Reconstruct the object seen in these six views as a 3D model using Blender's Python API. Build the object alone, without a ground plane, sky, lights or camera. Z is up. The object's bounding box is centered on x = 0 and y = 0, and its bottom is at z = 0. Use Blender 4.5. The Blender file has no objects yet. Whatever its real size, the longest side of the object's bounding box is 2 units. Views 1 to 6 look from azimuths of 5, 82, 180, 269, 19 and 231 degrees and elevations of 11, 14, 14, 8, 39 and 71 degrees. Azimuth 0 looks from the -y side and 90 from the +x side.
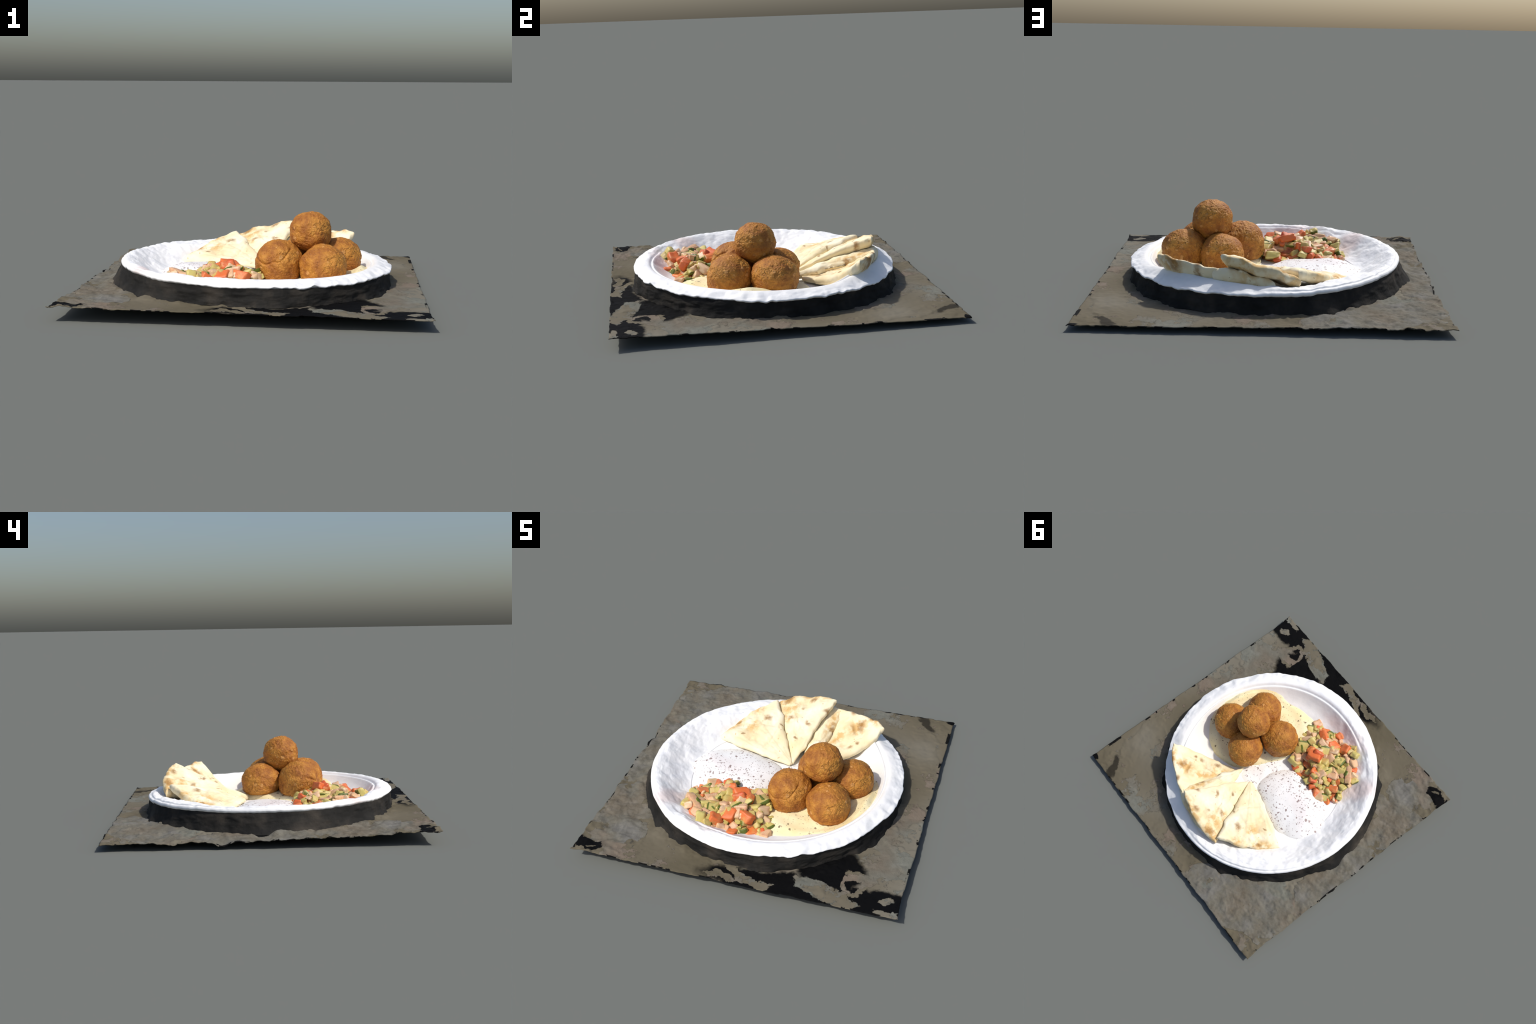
# A disposable white plate of falafel, pita, hummus, yogurt and chopped salad,
# its under-rim shadow built as a dark wall, on a thin, weathered square of stone.
import bpy, math, random
import numpy as np
from mathutils import Vector, Matrix, Euler

rng = np.random.RandomState(7)
random.seed(7)

# ------------------------------------------------------------------ noise
PERM = np.random.RandomState(3).permutation(256)
PERM = np.concatenate([PERM, PERM, PERM])
GRAD = np.random.RandomState(5).normal(size=(256, 3))
GRAD /= np.linalg.norm(GRAD, axis=1)[:, None]


def perlin(x, y, z):
    x, y, z = np.broadcast_arrays(np.asarray(x, float), y, z)
    xi, yi, zi = np.floor(x).astype(int), np.floor(y).astype(int), np.floor(z).astype(int)
    xf, yf, zf = x - xi, y - yi, z - zi
    u, v, w = (t * t * t * (t * (t * 6 - 15) + 10) for t in (xf, yf, zf))
    out = 0
    for dx in (0, 1):
        for dy in (0, 1):
            for dz in (0, 1):
                h = PERM[(PERM[(PERM[(xi + dx) & 255] + yi + dy) & 255] + zi + dz) & 255]
                g = GRAD[h]
                d = g[..., 0] * (xf - dx) + g[..., 1] * (yf - dy) + g[..., 2] * (zf - dz)
                out = out + d * (u if dx else 1 - u) * (v if dy else 1 - v) * (w if dz else 1 - w)
    return out * 1.6


def fbm(x, y, z, scale, octaves=4, gain=0.5):
    s, a, out = scale, 1.0, 0
    for k in range(octaves):
        out = out + a * perlin(np.asarray(x) * s + 17.3 * k, np.asarray(y) * s + 5.1 * k, np.asarray(z) * s + 9.7 * k)
        s, a = s * 2.03, a * gain
    return out


def smooth(e0, e1, x):
    t = np.clip((np.asarray(x, float) - e0) / (e1 - e0), 0, 1)
    return t * t * (3 - 2 * t)


def bump2(x, y, cx, cy, r):
    return np.exp(-((x - cx) ** 2 + (y - cy) ** 2) / (r * r))


# ------------------------------------------------------------------ helpers
def lin(c):
    """sRGB 0..255 -> linear rgba"""
    o = []
    for v in c:
        v = v / 255
        o.append(v / 12.92 if v <= 0.04045 else ((v + 0.055) / 1.055) ** 2.4)
    return (*o, 1.0)


def grid_faces(nu, nv, wrap_u=False, flip=False):
    iu = np.arange(nu if wrap_u else nu - 1)
    iv = np.arange(nv - 1)
    a, b = np.meshgrid(iu, iv, indexing="ij")
    a2 = (a + 1) % nu
    q = np.stack([a * nv + b, a2 * nv + b, a2 * nv + b + 1, a * nv + b + 1], -1).reshape(-1, 4)
    return q[:, ::-1] if flip else q


def make_mesh(name, verts, faces, mat, smooth_shade=True):
    me = bpy.data.meshes.new(name)
    me.from_pydata([tuple(v) for v in np.asarray(verts)], [], [tuple(int(i) for i in f) for f in faces])
    me.validate()
    if mat:
        me.materials.append(mat)
    me.polygons.foreach_set("use_smooth", [smooth_shade] * len(me.polygons))
    me.update()
    return me


def add(name, data, parent=None, loc=(0, 0, 0), label=None, category=None):
    ob = bpy.data.objects.new(name, data)
    bpy.context.scene.collection.objects.link(ob)
    ob.location = loc
    if parent:
        ob.parent = parent
    if label:
        ob["label"], ob["category"] = label, category
    return ob


# ------------------------------------------------------------------ node helper
class Mat:
    def __init__(self, name, rough=0.6, spec=0.3, offset=(0, 0, 0)):
        self.m = bpy.data.materials.new(name)
        self.m.use_nodes = True
        self.t = self.m.node_tree
        self.bsdf = self.t.nodes["Principled BSDF"]
        self.bsdf.inputs["Roughness"].default_value = rough
        self.bsdf.inputs["Specular IOR Level"].default_value = spec
        self.pos = self.n("ShaderNodeTexCoord").outputs["Object"]
        if any(offset):
            self.pos = self.vmath("ADD", self.pos, offset)

    def n(self, kind, **kw):
        nd = self.t.nodes.new(kind)
        for k, v in kw.items():
            setattr(nd, k, v)
        return nd

    def put(self, sock, val):
        if hasattr(val, "links") and hasattr(val, "node"):
            self.t.links.new(val, sock)
        else:
            sock.default_value = val

    def math(self, op, a, b=None, clamp=False):
        nd = self.n("ShaderNodeMath", operation=op, use_clamp=clamp)
        self.put(nd.inputs[0], a)
        if b is not None:
            self.put(nd.inputs[1], b)
        return nd.outputs[0]

    def vmath(self, op, a, b=None):
        nd = self.n("ShaderNodeVectorMath", operation=op)
        self.put(nd.inputs[0], a)
        if b is not None:
            if op == "SCALE":
                self.put(nd.inputs["Scale"], b)
            else:
                self.put(nd.inputs[1], b)
        return nd.outputs["Value" if op in ("LENGTH", "DOT_PRODUCT") else "Vector"]

    def noise(self, scale, detail=3, rough=0.5, vec=None, color=False, dist=0.0):
        nd = self.n("ShaderNodeTexNoise")
        self.put(nd.inputs["Vector"], self.pos if vec is None else vec)
        nd.inputs["Scale"].default_value = scale
        nd.inputs["Detail"].default_value = detail
        nd.inputs["Roughness"].default_value = rough
        nd.inputs["Distortion"].default_value = dist
        return nd.outputs["Color" if color else "Fac"]

    def voronoi(self, scale, feature="F1", vec=None, rand=1.0):
        nd = self.n("ShaderNodeTexVoronoi", feature=feature)
        self.put(nd.inputs["Vector"], self.pos if vec is None else vec)
        nd.inputs["Scale"].default_value = scale
        nd.inputs["Randomness"].default_value = rand
        return nd

    def step(self, x, lo, hi, out0=0.0, out1=1.0):
        nd = self.n("ShaderNodeMapRange", interpolation_type="SMOOTHSTEP")
        self.put(nd.inputs[0], x)
        for i, v in zip((1, 2, 3, 4), (lo, hi, out0, out1)):
            nd.inputs[i].default_value = v
        return nd.outputs[0]

    def ramp(self, fac, stops):
        nd = self.n("ShaderNodeValToRGB")
        el = nd.color_ramp.elements
        while len(el) < len(stops):
            el.new(0.5)
        for e, (p, c) in zip(el, stops):
            e.position, e.color = p, c
        self.put(nd.inputs[0], fac)
        return nd.outputs[0]

    def mix(self, fac, a, b, blend="MIX"):
        nd = self.n("ShaderNodeMix", data_type="RGBA", blend_type=blend)
        self.put(nd.inputs[0], fac)
        self.put(nd.inputs[6], a)
        self.put(nd.inputs[7], b)
        return nd.outputs[2]

    def warp(self, amp, scale, detail=3):
        c = self.noise(scale, detail, 0.6, color=True)
        c = self.vmath("SUBTRACT", c, (0.5, 0.5, 0.5))
        return self.vmath("ADD", self.pos, self.vmath("SCALE", c, amp * 2))

    def ellipse(self, vec, cx, cy, rx, ry, deg=0.0, soft=0.1):
        """1 inside an upright elliptic column, 0 outside"""
        flat = self.vmath("MULTIPLY", vec, (1, 1, 0))
        mp = self.n("ShaderNodeMapping", vector_type="TEXTURE")
        self.put(mp.inputs["Vector"], flat)
        mp.inputs["Location"].default_value = (cx, cy, 0)
        mp.inputs["Rotation"].default_value = (0, 0, math.radians(deg))
        mp.inputs["Scale"].default_value = (rx, ry, 1)
        d = self.vmath("LENGTH", mp.outputs[0])
        return self.step(d, 1 - soft, 1 + soft, 1.0, 0.0)

    def union(self, masks):
        out = masks[0]
        for k in masks[1:]:
            out = self.math("MAXIMUM", out, k)
        return out

    def bump(self, height, strength=0.3, dist=0.01):
        nd = self.n("ShaderNodeBump")
        nd.inputs["Strength"].default_value = strength
        nd.inputs["Distance"].default_value = dist
        self.put(nd.inputs["Height"], height)
        self.t.links.new(nd.outputs[0], self.bsdf.inputs["Normal"])

    def color(self, c):
        self.put(self.bsdf.inputs["Base Color"], c)
        return self.m


# ------------------------------------------------------------------ frame of the plate
CX, CY, R_RIM = 0.010, -0.027, 0.808


def tilt(x, y):
    return -0.014 * x - 0.021 * y


def rim_z(x, y):
    return 0.177 + tilt(x, y)


def floor_z(x, y):
    return 0.075 + tilt(x, y)


# ------------------------------------------------------------------ stone slab
def slab_base(x, y):
    u, v = (x + 1) / 2, (y + 1) / 2
    flat = (0.086 * (1 - u) + 0.069 * u) * (1 - v) + (0.042 * (1 - u) + 0.028 * u) * v
    return flat - 0.015 * smooth(-0.35, -0.95, x) * np.clip(1 - y * y, 0, 1)


def patch_mask(x, y):
    n = fbm(x, y, 0.0, 3.1, 5, 0.55)
    return smooth(0.10, 0.16, n)


def slab_lumps(x, y):
    r = np.hypot(x - CX, y - CY)
    side = smooth(-0.50, -0.75, x) + smooth(0.62, 0.85, y) * smooth(0.1, -0.35, x)
    return np.clip(side, 0, 1) * smooth(0.82, 0.88, r)


def build_slab():
    N = 300
    g = np.linspace(-1, 1, N)
    X, Y = np.meshgrid(g, g, indexing="ij")
    wob = lambda t, k: 0.006 * fbm(t, k, 0.5, 9, 4, 0.6) + 0.004 * fbm(t, k + 3, 0.2, 2.2, 2)
    # ragged outline: each side wanders in and out
    ex1, ex0 = 0.991 + 0.8 * wob(g, 1.0), -0.988 + wob(g, 4.0)
    ey1, ey0 = 0.975 + wob(g, 7.0), -0.975 + wob(g, 11.0)
    x = ex0[None, :] * (1 - X) / 2 + ex1[None, :] * (1 + X) / 2
    y = ey0[:, None] * (1 - Y) / 2 + ey1[:, None] * (1 + Y) / 2
    corner = np.clip((np.abs(X) + np.abs(Y) - 1.9) / 0.1, 0, 1) ** 1.5
    x = x + np.sign(X) * corner * 0.012
    z = slab_base(x, y)
    pm = patch_mask(x, y)
    z = z + pm * (0.003 + 0.004 * fbm(x, y, 3.0, 14, 3))
    z = z + 0.0012 * fbm(x, y, 8.0, 30, 2)
    lum = slab_lumps(x, y)
    z = z + lum * (0.009 * fbm(x, y, 1.7, 10, 4, 0.6) + 0.001)
    near = np.hypot(x - CX, y - CY)
    z = z + 0.010 * smooth(0.90, 0.83, near) * np.clip(0.2 + fbm(x, y, 6.0, 7, 4, 0.6), 0, 1)
    z = z + (0.008 + 0.010 * bump2(x, y, -0.9, -0.1, 0.2)) * smooth(0.94, 0.86, near) * smooth(-0.2, -0.7, x) * (0.6 + 0.8 * fbm(x, y, 4.0, 9, 3))
    # small torn flap that sags at one edge
    flap = bump2(x, y, -1.0, 0.27, 0.045) + 0.25 * bump2(x, y, -1.0, 0.56, 0.05)
    z = z - flap * 0.036
    z = np.maximum(z, 0.004)
    top = np.stack([x, y, z], -1)
    bot = top.copy()
    bot[..., 2] -= 0.004
    nv = N * N
    verts = np.concatenate([top.reshape(-1, 3), bot.reshape(-1, 3)])
    f = grid_faces(N, N)
    faces = [*f, *(f[:, ::-1] + nv)]
    idx = lambda i, j: i * N + j
    ring = [idx(i, 0) for i in range(N - 1)] + [idx(N - 1, j) for j in range(N - 1)] + [idx(i, N - 1) for i in range(N - 1, 0, -1)] + [idx(0, j) for j in range(N - 1, 0, -1)]
    for a, b in zip(ring, ring[1:] + ring[:1]):
        faces.append((a, a + nv, b + nv, b))
    return make_mesh("stone_slab", verts, faces, slab_material())


def slab_material():
    m = Mat("weathered_stone", 0.85, 0.15)
    # smooth olive-taupe ground, greyer toward the front
    big = m.noise(1.3, 2, 0.5)
    base = m.ramp(big, [(0.35, lin((98, 91, 74))), (0.5, lin((107, 100, 84))), (0.65, lin((119, 114, 101)))])
    # rough flaked patches with sharp, ragged edges
    w1 = m.warp(0.035, 14, 5)
    n1 = m.noise(3.2, 8, 0.66, vec=w1)
    pmask = m.step(n1, 0.535, 0.541)
    fleck = m.noise(14, 9, 0.72)
    pcol = m.ramp(fleck, [(0.28, lin((82, 76, 66))), (0.42, lin((106, 99, 88))), (0.58, lin((121, 115, 104))), (0.75, lin((138, 135, 126)))])
    tint = m.ramp(m.noise(2.6, 2, 0.5), [(0.42, lin((124, 109, 94))), (0.5, lin((112, 107, 94))), (0.6, lin((114, 120, 112)))])
    pcol = m.mix(0.55, pcol, tint)
    col = m.mix(pmask, base, pcol)
    # small dark chips
    w2 = m.warp(0.03, 22, 3)
    chips = m.step(m.noise(8.5, 4, 0.6, vec=w2), 0.69, 0.70)
    col = m.mix(m.math("MULTIPLY", chips, 0.65), col, lin((66, 64, 60)))
    # lumpy grey crust along one side
    wl = m.warp(0.10, 6, 6)
    crust = m.union([m.ellipse(wl, -0.95, -0.10, 0.22, 0.60, 0, 0.015), m.ellipse(wl, -0.66, 0.78, 0.52, 0.20, 25, 0.015), m.ellipse(wl, -0.74, -0.66, 0.15, 0.20, 0, 0.015)])
    gaps = m.step(m.noise(4.2, 5, 0.6, vec=m.warp(0.04, 12, 3)), 0.60, 0.605, 1.0, 0.0)
    crust = m.math("MULTIPLY", crust, gaps)
    ccol = m.ramp(m.noise(12, 10, 0.74), [(0.30, lin((80, 75, 66))), (0.44, lin((103, 99, 89))), (0.56, lin((117, 114, 105))), (0.72, lin((134, 131, 123)))])
    ctint = m.ramp(m.noise(3.6, 3, 0.5), [(0.4, lin((116, 104, 86))), (0.52, lin((110, 107, 95))), (0.62, lin((122, 121, 117)))])
    col = m.mix(crust, col, m.mix(0.45, ccol, ctint))
    # chipped black nicks along the rim of the sheet
    sep = m.n("ShaderNodeSeparateXYZ")
    m.put(sep.inputs[0], m.pos)
    far = m.math("MAXIMUM", m.math("ABSOLUTE", sep.outputs[0]), m.math("ADD", m.math("ABSOLUTE", sep.outputs[1]), 0.008))
    nick = m.math("MULTIPLY", m.step(far, 0.974, 0.978), m.step(m.noise(13, 3, 0.6), 0.56, 0.575))
    col = m.mix(nick, col, lin((16, 15, 14)))
    # bare black places at the front edge and the corners
    w3 = m.warp(0.085, 6, 10)
    black = m.union([
        m.ellipse(w3, 0.55, -0.93, 0.72, 0.125, 0, 0.10),
        m.ellipse(w3, 0.55, -0.70, 0.20, 0.20, 0, 0.12),
        m.ellipse(w3, 0.90, -0.90, 0.13, 0.13, 0, 0.12),
        m.ellipse(w3, -0.91, -0.90, 0.10, 0.06, -10, 0.05),
        m.math("MULTIPLY", m.ellipse(w3, 0.83, 0.90, 0.035, 0.10, 35, 0.25), 0.75),
        m.ellipse(w3, 0.985, 0.97, 0.03, 0.03, 0, 0.1),
    ])
    w4 = m.warp(0.11, 6, 10)
    isles = m.union([
        m.ellipse(w4, 0.56, -0.89, 0.20, 0.075, -18, 0.03),
        m.ellipse(w4, 0.15, -0.93, 0.13, 0.035, -5, 0.03),
        m.math("SUBTRACT", m.ellipse(w4, 0.71, -0.77, 0.085, 0.095, 0, 0.03), m.ellipse(w4, 0.70, -0.80, 0.045, 0.04, 0, 0.05), clamp=True),
        m.ellipse(w4, 0.90, -0.85, 0.06, 0.035, 20, 0.05),
        m.ellipse(w4, 0.95, -0.965, 0.10, 0.03, 0, 0.05),
        m.ellipse(w4, 0.02, -0.885, 0.07, 0.03, -25, 0.05),
        m.ellipse(w4, -0.05, -0.95, 0.10, 0.02, 0, 0.05),
        m.ellipse(w4, -0.96, -0.955, 0.05, 0.03, 0, 0.05),
        m.ellipse(w4, -0.88, -0.91, 0.025, 0.015, 30, 0.1),
    ])
    black = m.math("MULTIPLY", black, m.math("SUBTRACT", 1.0, isles))
    col = m.mix(black, col, lin((3, 3, 4)))
    bh = m.math("ADD", m.math("MULTIPLY", fleck, m.math("MAXIMUM", pmask, crust)), m.math("MULTIPLY", m.noise(60, 3), 0.15))
    m.bump(bh, 0.75, 0.010)
    return m.color(col)


# ------------------------------------------------------------------ plate
# radius, height above the rim plane: the banded side, and the plainer side toward -x
PROFILE = [(0.0, -0.103), (0.40, -0.102), (0.51, -0.096), (0.57, -0.077), (0.61, -0.061), (0.645, -0.037), (0.670, -0.013), (0.681, -0.001), (0.688, 0.003), (0.697, 0.000), (0.709, 0.012), (0.722, 0.017), (0.738, 0.016), (0.760, 0.010), (0.782, 0.001), (0.797, -0.005), (0.805, -0.009), (0.808, -0.013), (0.807, -0.017), (0.802, -0.021)]
PLAIN = [(0.0, -0.103), (0.50, -0.103), (0.56, -0.097), (0.605, -0.079), (0.645, -0.057), (0.678, -0.035), (0.703, -0.017), (0.725, -0.005), (0.745, 0.005), (0.765, 0.010), (0.782, 0.011), (0.790, 0.004), (0.802, 0.002), (0.808, -0.007), (0.807, -0.014), (0.802, -0.021)]


def curve_sample(ctrl, n):
    """resample a Catmull-Rom curve through the control points"""
    p = np.array(ctrl, float)
    p = np.vstack([2 * p[0] - p[1], p, 2 * p[-1] - p[-2]])
    out = []
    m = len(p) - 3
    for t in np.linspace(0, m - 1e-6, n):
        i = int(t)
        f = t - i
        a, b, c, d = p[i : i + 4]
        out.append(0.5 * (2 * b + (c - a) * f + (2 * a - 5 * b + 4 * c - d) * f * f + (3 * b - a - 3 * c + d) * f ** 3))
    return np.array(out)


def plain_weight(th):
    return smooth(0.05, -0.55, np.cos(th + 0.25))


def dish_z(x, y):
    """upper face of the dish, without its fine dents"""
    r, th = np.hypot(x - CX, y - CY), np.arctan2(y - CY, x - CX)
    pa, pb, w = np.array(PROFILE), np.array(PLAIN), plain_weight(th)
    return rim_z(x, y) + np.interp(r, pa[:17, 0], pa[:17, 1]) * (1 - w) + np.interp(r, pb[:15, 0], pb[:15, 1]) * w


def build_dish():
    nth = 480
    prof, plainp = curve_sample(PROFILE, 170), curve_sample(PLAIN, 170)
    th = np.arange(nth) * math.tau / nth
    w = plain_weight(th)[:, None]
    rr = prof[None, :, 0] * (1 - w) + plainp[None, :, 0] * w
    hh = prof[None, :, 1] * (1 - w) + plainp[None, :, 1] * w
    rr = np.maximum(rr, 0.002)
    T = np.repeat(th[:, None], rr.shape[1], 1)
    c, s = np.cos(T), np.sin(T)
    # crimped, softly dented outer edge, strongest toward +x
    edge = smooth(0.70, 0.80, rr)
    crimp = 0.35 + 0.65 * smooth(-0.2, 0.6, c)
    scal = fbm(c * 1.0, s * 1.0, 0.3, 6.5, 3, 0.6)
    rr = rr + edge * (crimp * 0.007 * scal + 0.004 * fbm(c, s, 2.0, 1.5, 2))
    x, y = CX + rr * c, CY + rr * s
    wall = smooth(0.52, 0.62, rr) * smooth(0.82, 0.74, rr)
    hh = hh + edge * 0.006 * fbm(c, s, 3.3, 2.2, 2)
    hh = hh + edge * crimp * 0.006 * fbm(c, s, 0.7, 13, 2) + edge * crimp * 0.008 * fbm(x, y, 1.0, 11, 3, 0.55) + edge * 0.0025 * fbm(x, y, 4.0, 30, 2)
    hh = hh + wall * smooth(0.3, -0.3, c) * 0.010 * fbm(x, y, 6.0, 10, 4, 0.55)
    hh = hh + smooth(0.62, 0.5, rr) * 0.002 * fbm(x, y, 9.0, 9, 3)
    # dish is pushed up behind the pita
    ang = np.degrees(T)
    hh = hh + 0.034 * smooth(22, 40, ang) * smooth(160, 140, ang) * np.exp(-((rr - 0.660) / 0.06) ** 2) * (0.8 + 0.5 * np.exp(-((ang - 132) / 16) ** 2) + 0.9 * np.exp(-((ang - 54) / 15) ** 2))
    z = rim_z(x, y) + hh
    # underside returns inward a little lower
    back = [(0.790, -0.028), (0.72, -0.040), (0.64, -0.085), (0.58, -0.110), (0.002, -0.111)]
    bx = np.stack([CX + r0 * np.cos(th) for r0, _ in back], 1)
    by = np.stack([CY + r0 * np.sin(th) for r0, _ in back], 1)
    bz = rim_z(bx, by) + np.array([h0 for _, h0 in back])[None, :]
    P = np.stack([np.concatenate([x, bx], 1), np.concatenate([y, by], 1), np.concatenate([z, bz], 1)], -1)
    n = P.shape[1]
    verts = P.reshape(-1, 3)
    faces = list(grid_faces(nth, n, True, True))
    faces.append([k * n for k in range(nth)])
    faces.append([k * n + n - 1 for k in range(nth)][::-1])
    return make_mesh("dish", verts, faces, white_material())


def white_material():
    m = Mat("white_pulp", 0.55, 0.3)
    col = m.ramp(m.noise(9, 4, 0.6), [(0.3, lin((238, 239, 241))), (0.6, lin((250, 250, 249)))])
    # sauce smears and small grey scuffs
    fl = m.step(m.noise(38, 3, 0.6), 0.715, 0.74)
    col = m.mix(m.math("MULTIPLY", fl, 0.35), col, lin((150, 158, 170)))
    w = m.warp(0.06, 8)
    red = m.union([m.ellipse(w, -0.50, -0.42, 0.07, 0.20, -35, 0.6), m.ellipse(w, -0.10, -0.66, 0.22, 0.05, 5, 0.6)])
    col = m.mix(m.math("MULTIPLY", red, 0.32), col, lin((196, 132, 112)))
    cream = m.ellipse(w, 0.52, 0.02, 0.17, 0.34, 0, 0.5)
    col = m.mix(m.math("MULTIPLY", cream, 0.35), col, lin((243, 228, 196)))
    m.bump(m.noise(26, 5, 0.65), 0.35, 0.006)
    return m.color(col)


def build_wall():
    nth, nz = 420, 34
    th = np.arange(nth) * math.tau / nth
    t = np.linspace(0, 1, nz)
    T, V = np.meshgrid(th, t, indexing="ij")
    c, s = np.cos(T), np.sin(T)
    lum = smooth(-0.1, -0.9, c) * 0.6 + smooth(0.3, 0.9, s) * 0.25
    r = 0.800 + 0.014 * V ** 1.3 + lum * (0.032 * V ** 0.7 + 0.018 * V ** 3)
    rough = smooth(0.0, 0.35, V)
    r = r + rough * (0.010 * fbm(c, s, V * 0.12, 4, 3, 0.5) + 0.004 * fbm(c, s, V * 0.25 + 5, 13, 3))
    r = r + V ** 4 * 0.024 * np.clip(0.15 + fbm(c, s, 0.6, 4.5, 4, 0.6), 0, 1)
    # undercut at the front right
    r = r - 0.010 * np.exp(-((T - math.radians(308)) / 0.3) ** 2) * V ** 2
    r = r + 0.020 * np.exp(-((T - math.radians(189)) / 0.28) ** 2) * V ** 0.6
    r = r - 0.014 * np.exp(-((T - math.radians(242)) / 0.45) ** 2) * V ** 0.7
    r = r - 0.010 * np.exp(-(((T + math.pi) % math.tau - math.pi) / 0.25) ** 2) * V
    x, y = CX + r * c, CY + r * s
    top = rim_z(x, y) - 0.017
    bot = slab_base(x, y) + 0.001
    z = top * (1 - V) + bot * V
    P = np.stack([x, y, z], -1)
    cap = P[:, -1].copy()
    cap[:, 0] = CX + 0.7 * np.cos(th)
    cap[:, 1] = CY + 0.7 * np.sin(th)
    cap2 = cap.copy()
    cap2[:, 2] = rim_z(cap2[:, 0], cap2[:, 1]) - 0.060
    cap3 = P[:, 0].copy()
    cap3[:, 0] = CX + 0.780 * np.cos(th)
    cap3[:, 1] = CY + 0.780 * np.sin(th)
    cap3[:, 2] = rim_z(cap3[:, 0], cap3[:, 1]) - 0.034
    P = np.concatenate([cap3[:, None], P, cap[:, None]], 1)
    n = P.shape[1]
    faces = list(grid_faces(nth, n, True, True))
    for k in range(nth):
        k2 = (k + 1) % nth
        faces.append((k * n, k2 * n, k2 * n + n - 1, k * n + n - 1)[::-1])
    m = Mat("baked_rim_shadow", 0.8, 0.15)
    col = m.ramp(m.noise(5, 5, 0.6), [(0.3, lin((22, 22, 22))), (0.5, lin((40, 39, 37))), (0.68, lin((64, 59, 53)))])  # near-black tones bake in the deep shade cast beneath the overhanging rim
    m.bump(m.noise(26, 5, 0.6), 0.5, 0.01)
    return make_mesh("baked_shadow_wall", P.reshape(-1, 3), faces, m.color(col))


# ------------------------------------------------------------------ spreads
def outline_radius(pts, center, n):
    """radius as a smooth function of angle through the outline points"""
    p = np.array(pts, float) - np.array(center)
    a = np.arctan2(p[:, 1], p[:, 0])
    r = np.hypot(p[:, 0], p[:, 1])
    o = np.argsort(a)
    a, r = a[o], r[o]
    A = np.concatenate([a - math.tau, a, a + math.tau])
    Rr = np.concatenate([r, r, r])
    th = np.arange(n) * math.tau / n - math.pi
    rr = np.interp(th, A, Rr)
    k = np.hanning(2 * (n // 40) + 1)
    k /= k.sum()
    rr = np.convolve(np.concatenate([rr, rr, rr]), k, "same")[n : 2 * n]
    return th, rr


def build_spread(name, pts, center, height, power, mat, relief, sink=0.012, n=240, rings=90, extra=None):
    th, rr = outline_radius(pts, center, n)
    t = np.linspace(0.004, 1, rings) ** 0.85
    T, V = np.meshgrid(th, t, indexing="ij")
    R = rr[:, None] * V * (1 + 0.02 * fbm(np.cos(T), np.sin(T), 0.0, 3, 3) * V)
    x, y = center[0] + R * np.cos(T), center[1] + R * np.sin(T)
    level = np.maximum(floor_z(x, y) + height, dish_z(x, y) + 0.3 * height)
    z = dish_z(x, y) - sink + (level - dish_z(x, y) + sink) * (1 - V ** power) ** 0.6
    fade = smooth(1.0, 0.88, V)
    z = z + fade * relief(x, y)
    if extra is not None:
        z = z + fade * extra(x, y)
    P = np.stack([x, y, z], -1)
    B = P[:, -1:].copy()
    B[..., 2] -= 0.004
    P = np.concatenate([P, B], 1)
    m_ = P.shape[1]
    faces = list(grid_faces(n, m_, True, True))
    faces.append([k * m_ for k in range(n)])
    faces.append([k * m_ + m_ - 1 for k in range(n)][::-1])
    return make_mesh(name, P.reshape(-1, 3), faces, mat)


HUMMUS = [(0.50, 0.21), (0.57, 0.18), (0.645, 0.10), (0.68, -0.02), (0.675, -0.16), (0.635, -0.31), (0.52, -0.46), (0.38, -0.50), (0.23, -0.545), (0.11, -0.56), (0.03, -0.48), (0.04, -0.30), (0.04, -0.20), (0.10, -0.06), (0.16, 0.06), (0.24, 0.18), (0.35, 0.21)]
YOGURT = [(0.01, 0.11), (0.03, 0.01), (0.0, -0.08), (-0.08, -0.19), (-0.16, -0.20), (-0.27, -0.20), (-0.38, -0.20), (-0.48, -0.18), (-0.55, -0.09), (-0.58, 0.03), (-0.53, 0.13), (-0.45, 0.19), (-0.33, 0.225), (-0.21, 0.205), (-0.1, 0.165)]
SMEAR = [(0.18, 0.13), (0.15, 0.19), (0.09, 0.20), (0.0, 0.13), (-0.04, 0.0), (-0.04, -0.12), (0.06, -0.16), (0.14, -0.10), (0.15, 0.0)]
SALAD = [(0.12, -0.50), (0.10, -0.57), (0.02, -0.58), (-0.08, -0.62), (-0.18, -0.63), (-0.28, -0.63), (-0.37, -0.55), (-0.46, -0.46), (-0.45, -0.38), (-0.46, -0.30), (-0.46, -0.23), (-0.36, -0.18), (-0.27, -0.20), (-0.16, -0.18), (-0.04, -0.20), (0.02, -0.26), (0.06, -0.36), (0.12, -0.43)]


def speckle(m, scale, thresh, vec=None, seed=0.0):
    """irregular flakes: voronoi cells, each with its own size, many empty"""
    v = m.warp(0.012, 40, 2) if vec is None else vec
    v = m.vmath("ADD", v, (seed, seed * 0.7, seed * 1.3))
    vo = m.voronoi(scale, vec=v)
    sc = m.n("ShaderNodeSeparateColor")
    m.put(sc.inputs[0], vo.outputs["Color"])
    size = m.math("MULTIPLY", m.math("POWER", sc.outputs[0], 3.0), thresh)
    return m.step(m.math("SUBTRACT", vo.outputs["Distance"], size), -0.03, 0.03, 1.0, 0.0)


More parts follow.
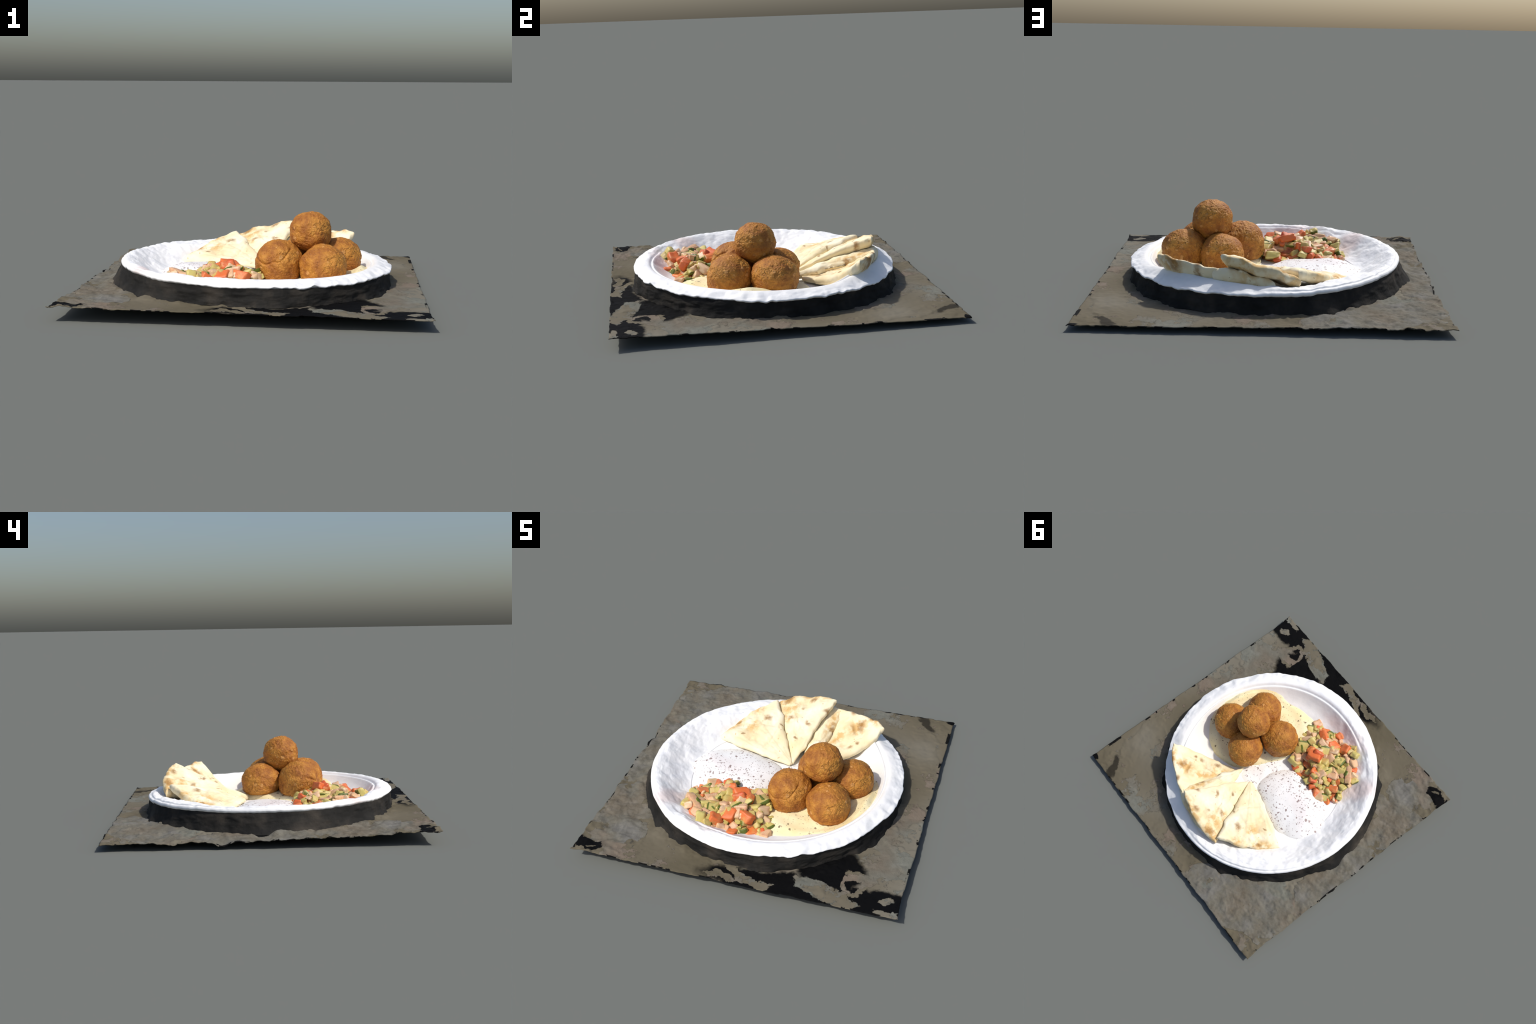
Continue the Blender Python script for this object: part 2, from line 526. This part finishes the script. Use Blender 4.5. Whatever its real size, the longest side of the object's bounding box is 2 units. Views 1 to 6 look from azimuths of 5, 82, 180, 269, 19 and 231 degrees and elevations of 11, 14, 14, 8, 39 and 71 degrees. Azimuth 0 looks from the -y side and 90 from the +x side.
def hummus_material():
    m = Mat("hummus", 0.5, 0.35)
    col = m.ramp(m.noise(6, 4, 0.55), [(0.3, lin((242, 223, 168))), (0.65, lin((251, 239, 197)))])
    sp = m.math("MULTIPLY", speckle(m, 42, 0.42), m.step(m.noise(5, 2), 0.42, 0.55))
    col = m.mix(m.math("MULTIPLY", sp, 0.8), col, lin((92, 70, 48)))
    sp2 = m.math("MULTIPLY", speckle(m, 90, 0.35, seed=3.1), 0.5)
    col = m.mix(sp2, col, lin((140, 108, 74)))
    m.bump(m.noise(24, 4), 0.25, 0.006)
    return m.color(col)


def yogurt_material():
    m = Mat("speckled_yogurt", 0.4, 0.4)
    col = m.ramp(m.noise(7, 3, 0.5), [(0.3, lin((244, 241, 238))), (0.6, lin((250, 249, 247)))])
    pinkish = m.math("MULTIPLY", m.ellipse(m.warp(0.05, 9), -0.35, -0.02, 0.16, 0.06, -20, 0.5), 0.12)
    col = m.mix(pinkish, col, lin((205, 150, 145)))
    sp = speckle(m, 46, 0.46)
    col = m.mix(m.math("MULTIPLY", sp, 0.75), col, lin((118, 82, 74)))
    sp2 = speckle(m, 90, 0.50, seed=2.3)
    col = m.mix(m.math("MULTIPLY", sp2, 0.7), col, lin((134, 106, 98)))
    m.bump(m.noise(14, 3), 0.2, 0.006)
    return m.color(col)


# ------------------------------------------------------------------ falafel
BALLS = [  # centre, radii, spin
    ((0.340, -0.116, 0.373), (0.122, 0.121, 0.118), 0.3),
    ((0.424, -0.288, 0.203), (0.131, 0.125, 0.118), 1.7),
    ((0.508, -0.026, 0.208), (0.132, 0.132, 0.112), 2.9),
    ((0.155, -0.235, 0.208), (0.127, 0.134, 0.129), 4.2),
    ((0.264, 0.032, 0.193), (0.127, 0.130, 0.112), 5.3),
]


def falafel_material():
    m = Mat("fried_crust", 0.55, 0.35)
    big = m.noise(8, 8, 0.72)
    col = m.ramp(big, [(0.30, lin((124, 70, 28))), (0.43, lin((162, 101, 40))), (0.55, lin((192, 130, 52))), (0.70, lin((212, 156, 74)))])
    # dark wiggly crust lines
    v = m.warp(0.03, 18, 3)
    line = m.math("ABSOLUTE", m.math("SUBTRACT", m.noise(26, 3, 0.55, vec=v), 0.5))
    crack = m.math("MULTIPLY", m.step(line, 0.0, 0.022, 1.0, 0.0), m.step(m.noise(7, 2), 0.52, 0.62))
    col = m.mix(m.math("MULTIPLY", crack, 0.5), col, lin((92, 46, 22)))
    # pale grains
    vo = m.voronoi(34, vec=m.warp(0.01, 30))
    sc = m.n("ShaderNodeSeparateColor")
    m.put(sc.inputs[0], vo.outputs["Color"])
    grain = m.step(m.math("SUBTRACT", vo.outputs["Distance"], m.math("MULTIPLY", m.step(sc.outputs[0], 0.62, 1.0), 0.45)), -0.06, 0.04, 1.0, 0.0)
    col = m.mix(m.math("MULTIPLY", grain, 0.7), col, lin((216, 158, 92)))
    h = m.math("SUBTRACT", m.math("ADD", m.noise(24, 7, 0.7), m.math("MULTIPLY", grain, 0.3)), m.math("MULTIPLY", crack, 0.35))
    m.bump(h, 0.8, 0.012)
    return m.color(col)


def build_ball(k, radii, spin, mat):
    import bmesh
    bm = bmesh.new()
    bmesh.ops.create_icosphere(bm, subdivisions=7, radius=1.0)
    d = np.array([v.co[:] for v in bm.verts])
    d /= np.linalg.norm(d, axis=1)[:, None]
    o = 11.0 * k
    q = d + o
    X, Y, Z = q[:, 0], q[:, 1], q[:, 2]
    h = 0.045 * perlin(X * 1.7, Y * 1.7, Z * 1.7) + 0.026 * fbm(X, Y, Z, 3.6, 3)
    rid = 1 - np.abs(fbm(X, Y, Z, 5.5, 2)) * 3.2
    h = h - 0.012 * np.clip(rid, 0, 1) ** 3 * smooth(-0.3, 0.3, perlin(X * 2.2, Y * 2.2, Z * 2.2 + 40))
    h = h + 0.014 * fbm(X, Y, Z, 11, 3, 0.6) + 0.012 * np.abs(fbm(X, Y, Z, 15, 2)) - 0.006
    # flat facet or two, as a scoop leaves
    for nx, ny, nz, lim in ((math.cos(spin), math.sin(spin), 0.35, 0.93), (math.cos(spin + 2.3), math.sin(spin + 2.3), -0.1, 0.94)):
        nn = np.array([nx, ny, nz])
        nn /= np.linalg.norm(nn)
        e = d @ nn
        h = h - np.clip(e - lim, 0, 1) * 0.55
    if k == 3:  # the split across the front ball
        a = d @ np.array([-0.28, -0.42, 0.86])
        along = smooth(0.25, 0.7, d @ np.array([-0.05, -0.90, 0.43]))
        h = h - 0.05 * np.exp(-((a - 0.55 + 0.04 * np.sin(d[:, 0] * 9)) / 0.045) ** 2) * along
    # swell toward touching neighbours, and stand broad and bedded at the foot
    here = np.array(BALLS[k][0])
    for j, (there, _, _) in enumerate(BALLS):
        if j != k:
            n = np.array(there) - here
            e = d @ (n / np.linalg.norm(n))
            h = h + 0.07 * smooth(0.70, 0.98, e)
    P = d * (1 + h)[:, None] * np.array(radii)[None, :]
    if k:
        low = np.clip(-d[:, 2], 0, 0.62)
        P[:, :2] *= ((1 - low ** 2) ** -0.42)[:, None]
    faces = [[v.index for v in f.verts] for f in bm.faces]
    bm.free()
    return make_mesh("falafel_ball", P, faces, mat)


# ------------------------------------------------------------------ pita
def wedge_spacing(n):
    t = (np.arange(n) / (n - 1)) * math.pi
    u = (1 - np.cos(t)) / 2
    return 0.5 * u + 0.5 * np.linspace(0, 1, n)


def build_wedge(name, tip, L, R, thick, bow, dome, mat, grooves=(), seed=0.0, n=130, power=1.0, mid_lift=0.0, side=0.0, side_l=0.0):
    """a folded flat-bread triangle: a pointed tip, two straight sides, a bowed crust"""
    tip, L, R = (np.array(p, float) for p in (tip, L, R))
    s, t = wedge_spacing(n), 0.03 + 0.97 * wedge_spacing(n)
    S, T = np.meshgrid(s, t, indexing="ij")
    midv = (L + R) / 2 - tip
    out = midv.copy()
    out[2] = 0
    out /= np.linalg.norm(out)
    E = L * (1 - S[..., None]) + R * S[..., None] + out * (bow * 4 * S * (1 - S))[..., None]
    E[..., 2] += mid_lift * 4 * S * (1 - S) + 0.015 * fbm(S * 3.4, seed, 0.3, 1.0, 3)
    P = tip + T[..., None] * (E - tip)
    P[..., 2] = tip[2] + T ** power * (E[..., 2] - tip[2])
    W = np.linalg.norm(L - R)
    across = (R - L) / W
    P = P + (across * np.array([1, 1, 0]))[None, None, :] * (np.sin(math.pi * T) * (side * S - side_l * (1 - S)))[..., None]
    Len = np.linalg.norm(midv)
    x, y = P[..., 0], P[..., 1]
    # distance to the border
    d = np.minimum(np.minimum(S, 1 - S) * T * W * 0.9, (1 - T) * Len)
    d = np.minimum(d, (T - 0.03) * Len)
    jag = 0.013 * fbm(x, y, seed, 9, 4)
    P[..., 0] += jag * smooth(0.06, 0, d)
    P[..., 1] += 0.011 * fbm(x, y, seed + 4, 8, 3) * smooth(0.06, 0, d)
    th = np.minimum(thick * (0.45 + 0.55 * smooth(0.05, 0.7, T)), 0.9)
    rt, rb = th * 0.36, th * 0.64
    round_off = lambda r: r * (1 - np.sqrt(np.clip(1 - (1 - np.clip(d / r, 0, 1)) ** 2, 0, 1)))
    drop, lift = round_off(rt), round_off(rb)
    z0 = P[..., 2] + dome * (0.65 + 0.35 * np.sin(math.pi * S)) * np.sin(math.pi * T ** 1.1) ** 0.7
    z0 = z0 + smooth(0, 0.05, d) * (0.015 * fbm(x, y, seed, 5, 3) + 0.007 * fbm(x, y, seed + 2, 13, 3))
    g = 0
    for (ax, ay), (bx, by), dep in grooves:
        a, b = np.array([ax, ay]), np.array([bx, by])
        ab = b - a
        u = np.clip(((x - ax) * ab[0] + (y - ay) * ab[1]) / (ab @ ab), 0, 1)
        dist = np.hypot(x - ax - u * ab[0], y - ay - u * ab[1]) + 0.006 * fbm(x, y, seed + 7, 14, 2)
        g = g + dep * np.exp(-(dist / 0.007) ** 2)
    top = P.copy()
    top[..., 2] = z0 - drop - g
    bot = P.copy()
    bot[..., 2] = z0 - th + lift
    nv = n * n
    verts = np.concatenate([top.reshape(-1, 3), bot.reshape(-1, 3)])
    f = grid_faces(n, n)
    idx = lambda i, j: i * n + j
    ring = [idx(i, 0) for i in range(n - 1)] + [idx(n - 1, j) for j in range(n - 1)] + [idx(i, n - 1) for i in range(n - 1, 0, -1)] + [idx(0, j) for j in range(n - 1, 0, -1)]
    cr = np.cross(L - tip, R - tip)[2]
    faces = [*(f if cr < 0 else f[:, ::-1]), *((f[:, ::-1] if cr < 0 else f) + nv)]
    if cr > 0:
        ring = ring[::-1]
    for a, b in zip(ring, ring[1:] + ring[:1]):
        faces.append((b, b + nv, a + nv, a) if cr > 0 else (a, a + nv, b + nv, b)[::-1])
    origin = (L + R + tip) / 3
    origin[2] = floor_z(origin[0], origin[1])
    me = make_mesh(name, verts - origin, faces, mat(origin))
    import bmesh
    bm = bmesh.new()
    bm.from_mesh(me)
    bmesh.ops.remove_doubles(bm, verts=bm.verts, dist=1e-5)
    bmesh.ops.recalc_face_normals(bm, faces=bm.faces)
    bm.to_mesh(me)
    bm.free()
    me.polygons.foreach_set("use_smooth", [True] * len(me.polygons))
    return me, origin


def pita_material(spots, brown, seed):
    def make(origin):
        m = Mat("pita_bread", 0.7, 0.2, offset=tuple(origin))
        vec = m.vmath("ADD", m.pos, (seed, seed, 0))
        col = m.ramp(m.noise(6, 4, 0.55, vec=vec), [(0.3, lin((236, 214, 168))), (0.5, lin((245, 230, 191))), (0.7, lin((250, 242, 215)))])
        w = m.warp(0.022, 16, 3)
        if brown:
            b = m.union([m.ellipse(w, *e, 0.7) for e in brown])
            b = m.math("MULTIPLY", b, m.step(m.noise(19, 3, 0.6, vec=vec), 0.38, 0.6))
            col = m.mix(m.math("MULTIPLY", b, 0.78), col, lin((212, 165, 90)))
        s = m.math("MULTIPLY", m.union([m.ellipse(w, *e, 0.75) for e in spots]), m.step(m.noise(30, 3, 0.6, vec=vec), 0.3, 0.55, 0.55, 1.0))
        col = m.mix(m.math("MULTIPLY", s, 0.8), col, lin((146, 100, 44)))
        fl = speckle(m, 26, 0.22, seed=seed + 1.0)
        col = m.mix(m.math("MULTIPLY", fl, 0.45), col, lin((176, 134, 76)))
        m.bump(m.noise(22, 5, 0.6, vec=vec), 0.35, 0.008)
        return m.color(col)
    return make


# ------------------------------------------------------------------ salad
def salad_height(x, y):
    # peaks and hollows of the heap
    knolls = [(-0.035, -0.492, 0.215), (-0.223, -0.575, 0.185), (-0.122, -0.379, 0.230), (-0.351, -0.330, 0.152), (0.033, -0.483, 0.160), (0.102, -0.450, 0.112),
              (-0.286, -0.607, 0.205), (-0.245, -0.270, 0.200), (-0.136, -0.213, 0.106), (-0.207, -0.410, 0.172), (-0.243, -0.488, 0.182), (-0.052, -0.604, 0.108),
              (-0.430, -0.410, 0.185), (0.069, -0.549, 0.100), (-0.320, -0.205, 0.122), (-0.01, -0.25, 0.148), (0.02, -0.36, 0.180), (-0.157, -0.468, 0.198), (-0.215, -0.325, 0.190), (-0.440, -0.240, 0.105), (-0.16, -0.62, 0.140)]
    num, den = 0.145 * 0.02, 0.02
    for kx, ky, kz in knolls:
        g = np.exp(-((x - kx) ** 2 + (y - ky) ** 2) / 0.055 ** 2)
        num, den = num + g * kz, den + g
    return num / den - 0.024


def in_poly(x, y, pts):
    ins = False
    for (x1, y1), (x2, y2) in zip(pts, pts[1:] + pts[:1]):
        if (y1 > y) != (y2 > y) and x < (x2 - x1) * (y - y1) / (y2 - y1) + x1:
            ins = not ins
    return ins


def piece_mesh(name, seed, mat, sharp=0.30):
    """a hand-diced cube: uneven faces, softened edges"""
    import bmesh
    r = random.Random(seed)
    bm = bmesh.new()
    bmesh.ops.create_cube(bm, size=1.0)
    for v in bm.verts:
        v.co += Vector((r.uniform(-0.16, 0.16) for _ in range(3)))
    bmesh.ops.bevel(bm, geom=list(bm.edges), offset=0.22, segments=3, affect="EDGES", profile=0.5)
    bmesh.ops.triangulate(bm, faces=bm.faces[:])
    bmesh.ops.subdivide_edges(bm, edges=[e for e in bm.edges if e.calc_length() > 0.25], cuts=2, use_grid_fill=True)
    P = np.array([v.co[:] for v in bm.verts])
    P = P * (1 + 0.16 * fbm(P[:, 0] + seed * 3.1, P[:, 1], P[:, 2], 2.2, 3))[:, None]
    for v, p in zip(bm.verts, P):
        v.co = p
    me = bpy.data.meshes.new(name)
    bmesh.ops.recalc_face_normals(bm, faces=bm.faces)
    bm.to_mesh(me)
    bm.free()
    me.materials.append(mat)
    me.polygons.foreach_set("use_smooth", [True] * len(me.polygons))
    return me


def rand_tint(m, col, lo, hi):
    """each piece its own tone, stained here and there by the dressing it lies in"""
    info = m.n("ShaderNodeObjectInfo").outputs["Random"]
    where = m.n("ShaderNodeNewGeometry").outputs["Position"]
    stain = m.ramp(m.noise(16, 4, 0.6, vec=where), [(0.35, lin((196, 96, 48))), (0.5, lin((214, 168, 104))), (0.65, lin((196, 176, 104)))])
    amount = m.step(m.noise(21, 4, 0.6, vec=where), 0.42, 0.68, 0.0, 0.52)
    return m.mix(amount, m.mix(info, lo, hi), stain)


def tomato_material():
    m = Mat("tomato_flesh", 0.3, 0.5)
    base = rand_tint(m, None, lin((212, 82, 38)), lin((240, 136, 66)))
    n = m.step(m.noise(34, 3), 0.45, 0.7)
    col = m.mix(m.math("MULTIPLY", n, 0.45), base, lin((228, 142, 92)))
    m.bump(m.noise(40, 3), 0.25, 0.006)
    return m.color(col)


def cucumber_material():
    m = Mat("cucumber_flesh", 0.35, 0.45)
    base = rand_tint(m, None, lin((184, 160, 82)), lin((214, 200, 112)))
    col = m.mix(m.step(m.noise(30, 3), 0.45, 0.7), base, lin((214, 200, 140)))
    sep = m.n("ShaderNodeSeparateXYZ")
    m.put(sep.inputs[0], m.n("ShaderNodeTexCoord").outputs["Object"])
    skin = m.step(sep.outputs[0], 0.30, 0.42)
    col = m.mix(skin, col, lin((92, 104, 34)))
    m.bump(m.noise(40, 3), 0.2, 0.005)
    return m.color(col)


def onion_material():
    m = Mat("onion_flesh", 0.35, 0.45)
    base = rand_tint(m, None, lin((218, 172, 132)), lin((238, 214, 174)))
    wv = m.n("ShaderNodeTexWave")
    m.put(wv.inputs["Vector"], m.pos)
    wv.inputs["Scale"].default_value = 2.0
    wv.inputs["Distortion"].default_value = 3.0
    col = m.mix(m.math("MULTIPLY", wv.outputs["Fac"], 0.35), base, lin((206, 146, 116)))
    m.bump(m.noise(30, 3), 0.2, 0.005)
    return m.color(col)


def salad_juice_material():
    m = Mat("salad_juice", 0.3, 0.5)
    col = m.ramp(m.noise(22, 4, 0.6), [(0.3, lin((150, 72, 38))), (0.45, lin((186, 110, 66))), (0.58, lin((188, 160, 92))), (0.72, lin((204, 160, 128)))])
    m.bump(m.noise(30, 4), 0.4, 0.01)
    return m.color(col)


# ================================================================== assemble
slab = add("stone_slab", build_slab(), label="thin square weathered grey stone slab with black patches", category="stone slab")

plate = add("plate", None, loc=(CX, CY, 0.06), label="round white disposable plate with the shadow below its rim modelled as a dark wall", category="plate")


def child(name, me, parent, keep_world=True):
    ob = add(name, me, parent)
    if keep_world:
        ob.location = -Vector(parent.location)
    return ob


child("dish", build_dish(), plate)
child("baked_shadow_wall", build_wall(), plate)

hum = build_spread("hummus_spread", HUMMUS, (0.32, -0.17), 0.040, 9.0, hummus_material(),
                   lambda x, y: 0.004 * fbm(x, y, 2.0, 6, 3) + 0.002 * np.sin(np.hypot(x - 0.3, y + 0.15) * 60) + 0.045 * bump2(x, y, 0.62, -0.17, 0.14) + 0.03 * bump2(x, y, 0.33, -0.13, 0.10))
add("hummus_spread", hum, label="smooth cream hummus spread with dark pepper specks", category="hummus")
ym = yogurt_material()
yog = add("yogurt_sauce", build_spread("yogurt_sauce", YOGURT, (-0.28, 0.0), 0.057, 3.2, ym,
          lambda x, y: 0.004 * fbm(x, y, 5.0, 6, 3) + 0.010 * bump2(x, y, -0.40, -0.03, 0.10)),
          label="thick white yogurt dollop sprinkled with spice flakes", category="yogurt sauce")
add("yogurt_smear", build_spread("yogurt_smear", SMEAR, (0.05, 0.03), 0.006, 4.0, ym, lambda x, y: 0.003 * fbm(x, y, 1.0, 9, 3)), parent=yog)

fm = falafel_material()
for k, (c, rad, spin) in enumerate(BALLS):
    add("falafel_ball", build_ball(k, rad, spin, fm), loc=c, label="golden brown fried falafel ball with crumbly crust", category="falafel")

PITA_LABEL = "cream pita bread wedge with toasted brown spots"
WEDGES = [
    dict(side_l=0.026, tip=(0.190, 0.172, 0.108), L=(0.612, 0.452, 0.300), R=(0.246, 0.632, 0.266), thick=0.078, bow=0.034, dome=-0.012, power=1.75, seed=3.0,
         spots=[(0.438, 0.487, 0.022, 0.03, 20), (0.389, 0.471, 0.012, 0.035, 30), (0.443, 0.37, 0.012, 0.010, 0), (0.402, 0.342, 0.018, 0.013, 10), (0.301, 0.271, 0.022, 0.012, 40), (0.497, 0.54, 0.05, 0.018, -40), (0.363, 0.586, 0.02, 0.02, 0)],
         brown=[(0.42, 0.48, 0.07, 0.06, 20), (0.289, 0.395, 0.10, 0.03, 60), (0.27, 0.29, 0.10, 0.03, 40), (0.52, 0.52, 0.09, 0.03, -40)],
         grooves=[((0.46, 0.41), (0.25, 0.33), 0.005), ((0.36, 0.55), (0.28, 0.48), 0.004)]),
    dict(tip=(0.178, 0.098, 0.099), L=(0.296, 0.628, 0.264), R=(-0.06, 0.685, 0.212), thick=0.105, bow=0.02, dome=0.014, seed=9.0,
         spots=[(0.244, 0.453, 0.02, 0.008, 70), (0.237, 0.49, 0.018, 0.01, 70), (0.16, 0.60, 0.02, 0.02, 0)],
         brown=[(0.24, 0.50, 0.03, 0.10, -10), (0.05, 0.65, 0.12, 0.03, 0)],
         grooves=[((0.24, 0.44), (0.17, 0.20), 0.004)]),
    dict(tip=(0.060, 0.140, 0.092), L=(0.238, 0.612, 0.342), R=(-0.206, 0.658, 0.215), thick=0.070, bow=0.045, dome=0.025, seed=15.0, mid_lift=0.010,
         spots=[(0.192, 0.53, 0.024, 0.014, 20), (0.072, 0.616, 0.02, 0.018, 0), (0.023, 0.554, 0.012, 0.010, 0), (0.088, 0.423, 0.026, 0.01, -40), (0.029, 0.321, 0.018, 0.008, -30), (-0.105, 0.64, 0.03, 0.02, 20), (-0.052, 0.488, 0.022, 0.012, -40)],
         brown=[(-0.06, 0.50, 0.05, 0.05, 0), (-0.07, 0.57, 0.06, 0.05, 0), (-0.13, 0.64, 0.08, 0.05, 0), (0.10, 0.65, 0.14, 0.025, -10)],
         grooves=[((0.13, 0.46), (0.04, 0.39), 0.004), ((0.09, 0.358), (0.016, 0.446), 0.005), ((0.016, 0.446), (-0.01, 0.50), 0.004)]),
    dict(tip=(0.064, 0.130, 0.097), L=(-0.180, 0.634, 0.252), R=(-0.492, 0.284, 0.116), thick=0.064, bow=0.042, dome=0.030, side=0.022, seed=21.0,
         spots=[(-0.205, 0.454, 0.028, 0.022, -30), (-0.404, 0.41, 0.022, 0.012, 40), (-0.332, 0.293, 0.014, 0.006, 20), (-0.09, 0.40, 0.012, 0.005, 0)],
         brown=[(-0.304, 0.512, 0.06, 0.03, 40), (-0.30, 0.38, 0.05, 0.05, 0), (-0.42, 0.39, 0.08, 0.04, 50)],
         grooves=[((-0.095, 0.372), (-0.128, 0.264), 0.005), ((-0.128, 0.264), (-0.185, 0.17), 0.004), ((-0.204, 0.462), (-0.245, 0.352), 0.005), ((-0.245, 0.352), (-0.275, 0.262), 0.005)]),
]
for w in WEDGES:
    me, origin = build_wedge("pita_wedge", w["tip"], w["L"], w["R"], w["thick"], w["bow"], w["dome"],
                             pita_material(w["spots"], w["brown"], w["seed"]), w["grooves"], w["seed"], mid_lift=w.get("mid_lift", 0.0), power=w.get("power", 1.0), side=w.get("side", 0.0), side_l=w.get("side_l", 0.0))
    add("pita_wedge", me, loc=origin, label=PITA_LABEL, category="pita bread")

# salad: a wet mixed heap with diced pieces on it
salad = add("chopped_salad", None, loc=(-0.2, -0.41, 0.10), label="heap of diced tomato, cucumber and onion salad", category="chopped salad")
th, rr = outline_radius(SALAD, (-0.19, -0.40), 260)
heap = build_spread("salad_mix", SALAD, (-0.19, -0.40), 0.0, 3.0, salad_juice_material(),
                    lambda x, y: np.maximum(salad_height(x, y) - dish_z(x, y), 0.006) - 0.004 + 0.010 * fbm(x, y, 2.0, 15, 3), n=260)
child("salad_mix", heap, salad)["kind"] = "stuff"

KINDS = {"tomato_piece": tomato_material(), "cucumber_piece": cucumber_material(), "onion_piece": onion_material()}
MESHES = {k: [piece_mesh(k, 10 * i + j, mt) for j in range(5)] for i, (k, mt) in enumerate(KINDS.items())}
sl = Vector(salad.location)


def put_piece(kind, x, y, size, aspect=(1, 1, 1), lift=0.0, rot=None):
    me = MESHES[kind][random.randrange(5)]
    ob = bpy.data.objects.new(kind, me)
    bpy.context.scene.collection.objects.link(ob)
    ob.parent = salad
    z = max(float(salad_height(x, y)), float(dish_z(x, y)) + 0.002) + 0.35 * lift
    ob.location = Vector((x, y, z)) - sl
    ob.scale = tuple(size * a for a in aspect)
    ob.rotation_euler = rot or (random.uniform(-0.6, 0.6), random.uniform(-0.6, 0.6), random.uniform(0, 6.28))


# the larger pieces, where they lie
for kind, x, y, size, asp, lift in [
    ("tomato_piece", 0.068, -0.545, 0.055, (1.2, 1.0, 0.8), 0.004), ("tomato_piece", -0.027, -0.512, 0.06, (1.3, 0.9, 0.9), 0.004),
    ("tomato_piece", -0.122, -0.376, 0.062, (1.1, 1.0, 0.8), 0.004), ("tomato_piece", -0.215, -0.570, 0.072, (1.2, 1.0, 0.9), 0.006),
    ("tomato_piece", -0.136, -0.205, 0.055, (1.3, 0.8, 0.7), 0.0), ("tomato_piece", -0.174, -0.240, 0.055, (1.3, 0.8, 0.8), 0.0),
    ("tomato_piece", -0.337, -0.200, 0.060, (1.1, 1.0, 0.8), -0.004), ("tomato_piece", -0.380, -0.306, 0.065, (1.5, 1.0, 0.8), 0.0),
    ("tomato_piece", -0.440, -0.270, 0.050, (1.4, 0.8, 0.8), -0.004), ("onion_piece", -0.075, -0.462, 0.055, (1.5, 0.8, 0.9), 0.010),
    ("onion_piece", -0.170, -0.490, 0.050, (1.6, 0.9, 0.9), 0.008), ("cucumber_piece", -0.389, -0.450, 0.050, (1.0, 1.0, 1.0), 0.0),
    ("cucumber_piece", -0.238, -0.246, 0.058, (1.0, 1.0, 1.1), 0.006), ("cucumber_piece", -0.056, -0.600, 0.040, (0.7, 1.9, 0.6), -0.002),
    ("cucumber_piece", 0.100, -0.447, 0.048, (1.0, 1.1, 0.9), 0.0), ("cucumber_piece", 0.031, -0.480, 0.048, (1.1, 1.0, 1.0), 0.004),
    ("cucumber_piece", -0.294, -0.605, 0.066, (0.8, 0.9, 1.2), 0.004), ("cucumber_piece", -0.235, -0.335, 0.045, (0.8, 1.8, 0.8), 0.008),
    ("cucumber_piece", -0.246, -0.473, 0.055, (1.0, 1.2, 0.9), 0.006), ("cucumber_piece", -0.408, -0.235, 0.050, (1.0, 1.0, 0.8), -0.004),
]:
    put_piece(kind, x, y, size, asp, lift)
# the long onion wedge leaning up at the outer edge
put_piece("onion_piece", -0.385, -0.470, 0.060, (2.7, 0.85, 0.9), 0.016, rot=(0.3, -0.12, 2.35))

placed, tries = [], 0
while len(placed) < 125 and tries < 6000:
    tries += 1
    x, y = random.uniform(-0.48, 0.13), random.uniform(-0.66, -0.17)
    if not in_poly(x, y, SALAD) or any((x - a) ** 2 + (y - b) ** 2 < 0.031 ** 2 for a, b in placed):
        continue
    placed.append((x, y))
    reddish = bump2(np.float64(x), np.float64(y), -0.36, -0.25, 0.16) + 0.7 * bump2(np.float64(x), np.float64(y), -0.13, -0.22, 0.09)
    u = random.random()
    kind = "tomato_piece" if u < 0.07 + 0.28 * reddish else ("onion_piece" if u < 0.50 else "cucumber_piece")
    put_piece(kind, x, y, random.choice((0.034, 0.040, 0.046, 0.054, 0.064)), (random.uniform(0.8, 1.3), random.uniform(0.8, 1.5), random.uniform(0.6, 0.9)), random.uniform(-0.008, 0.003))
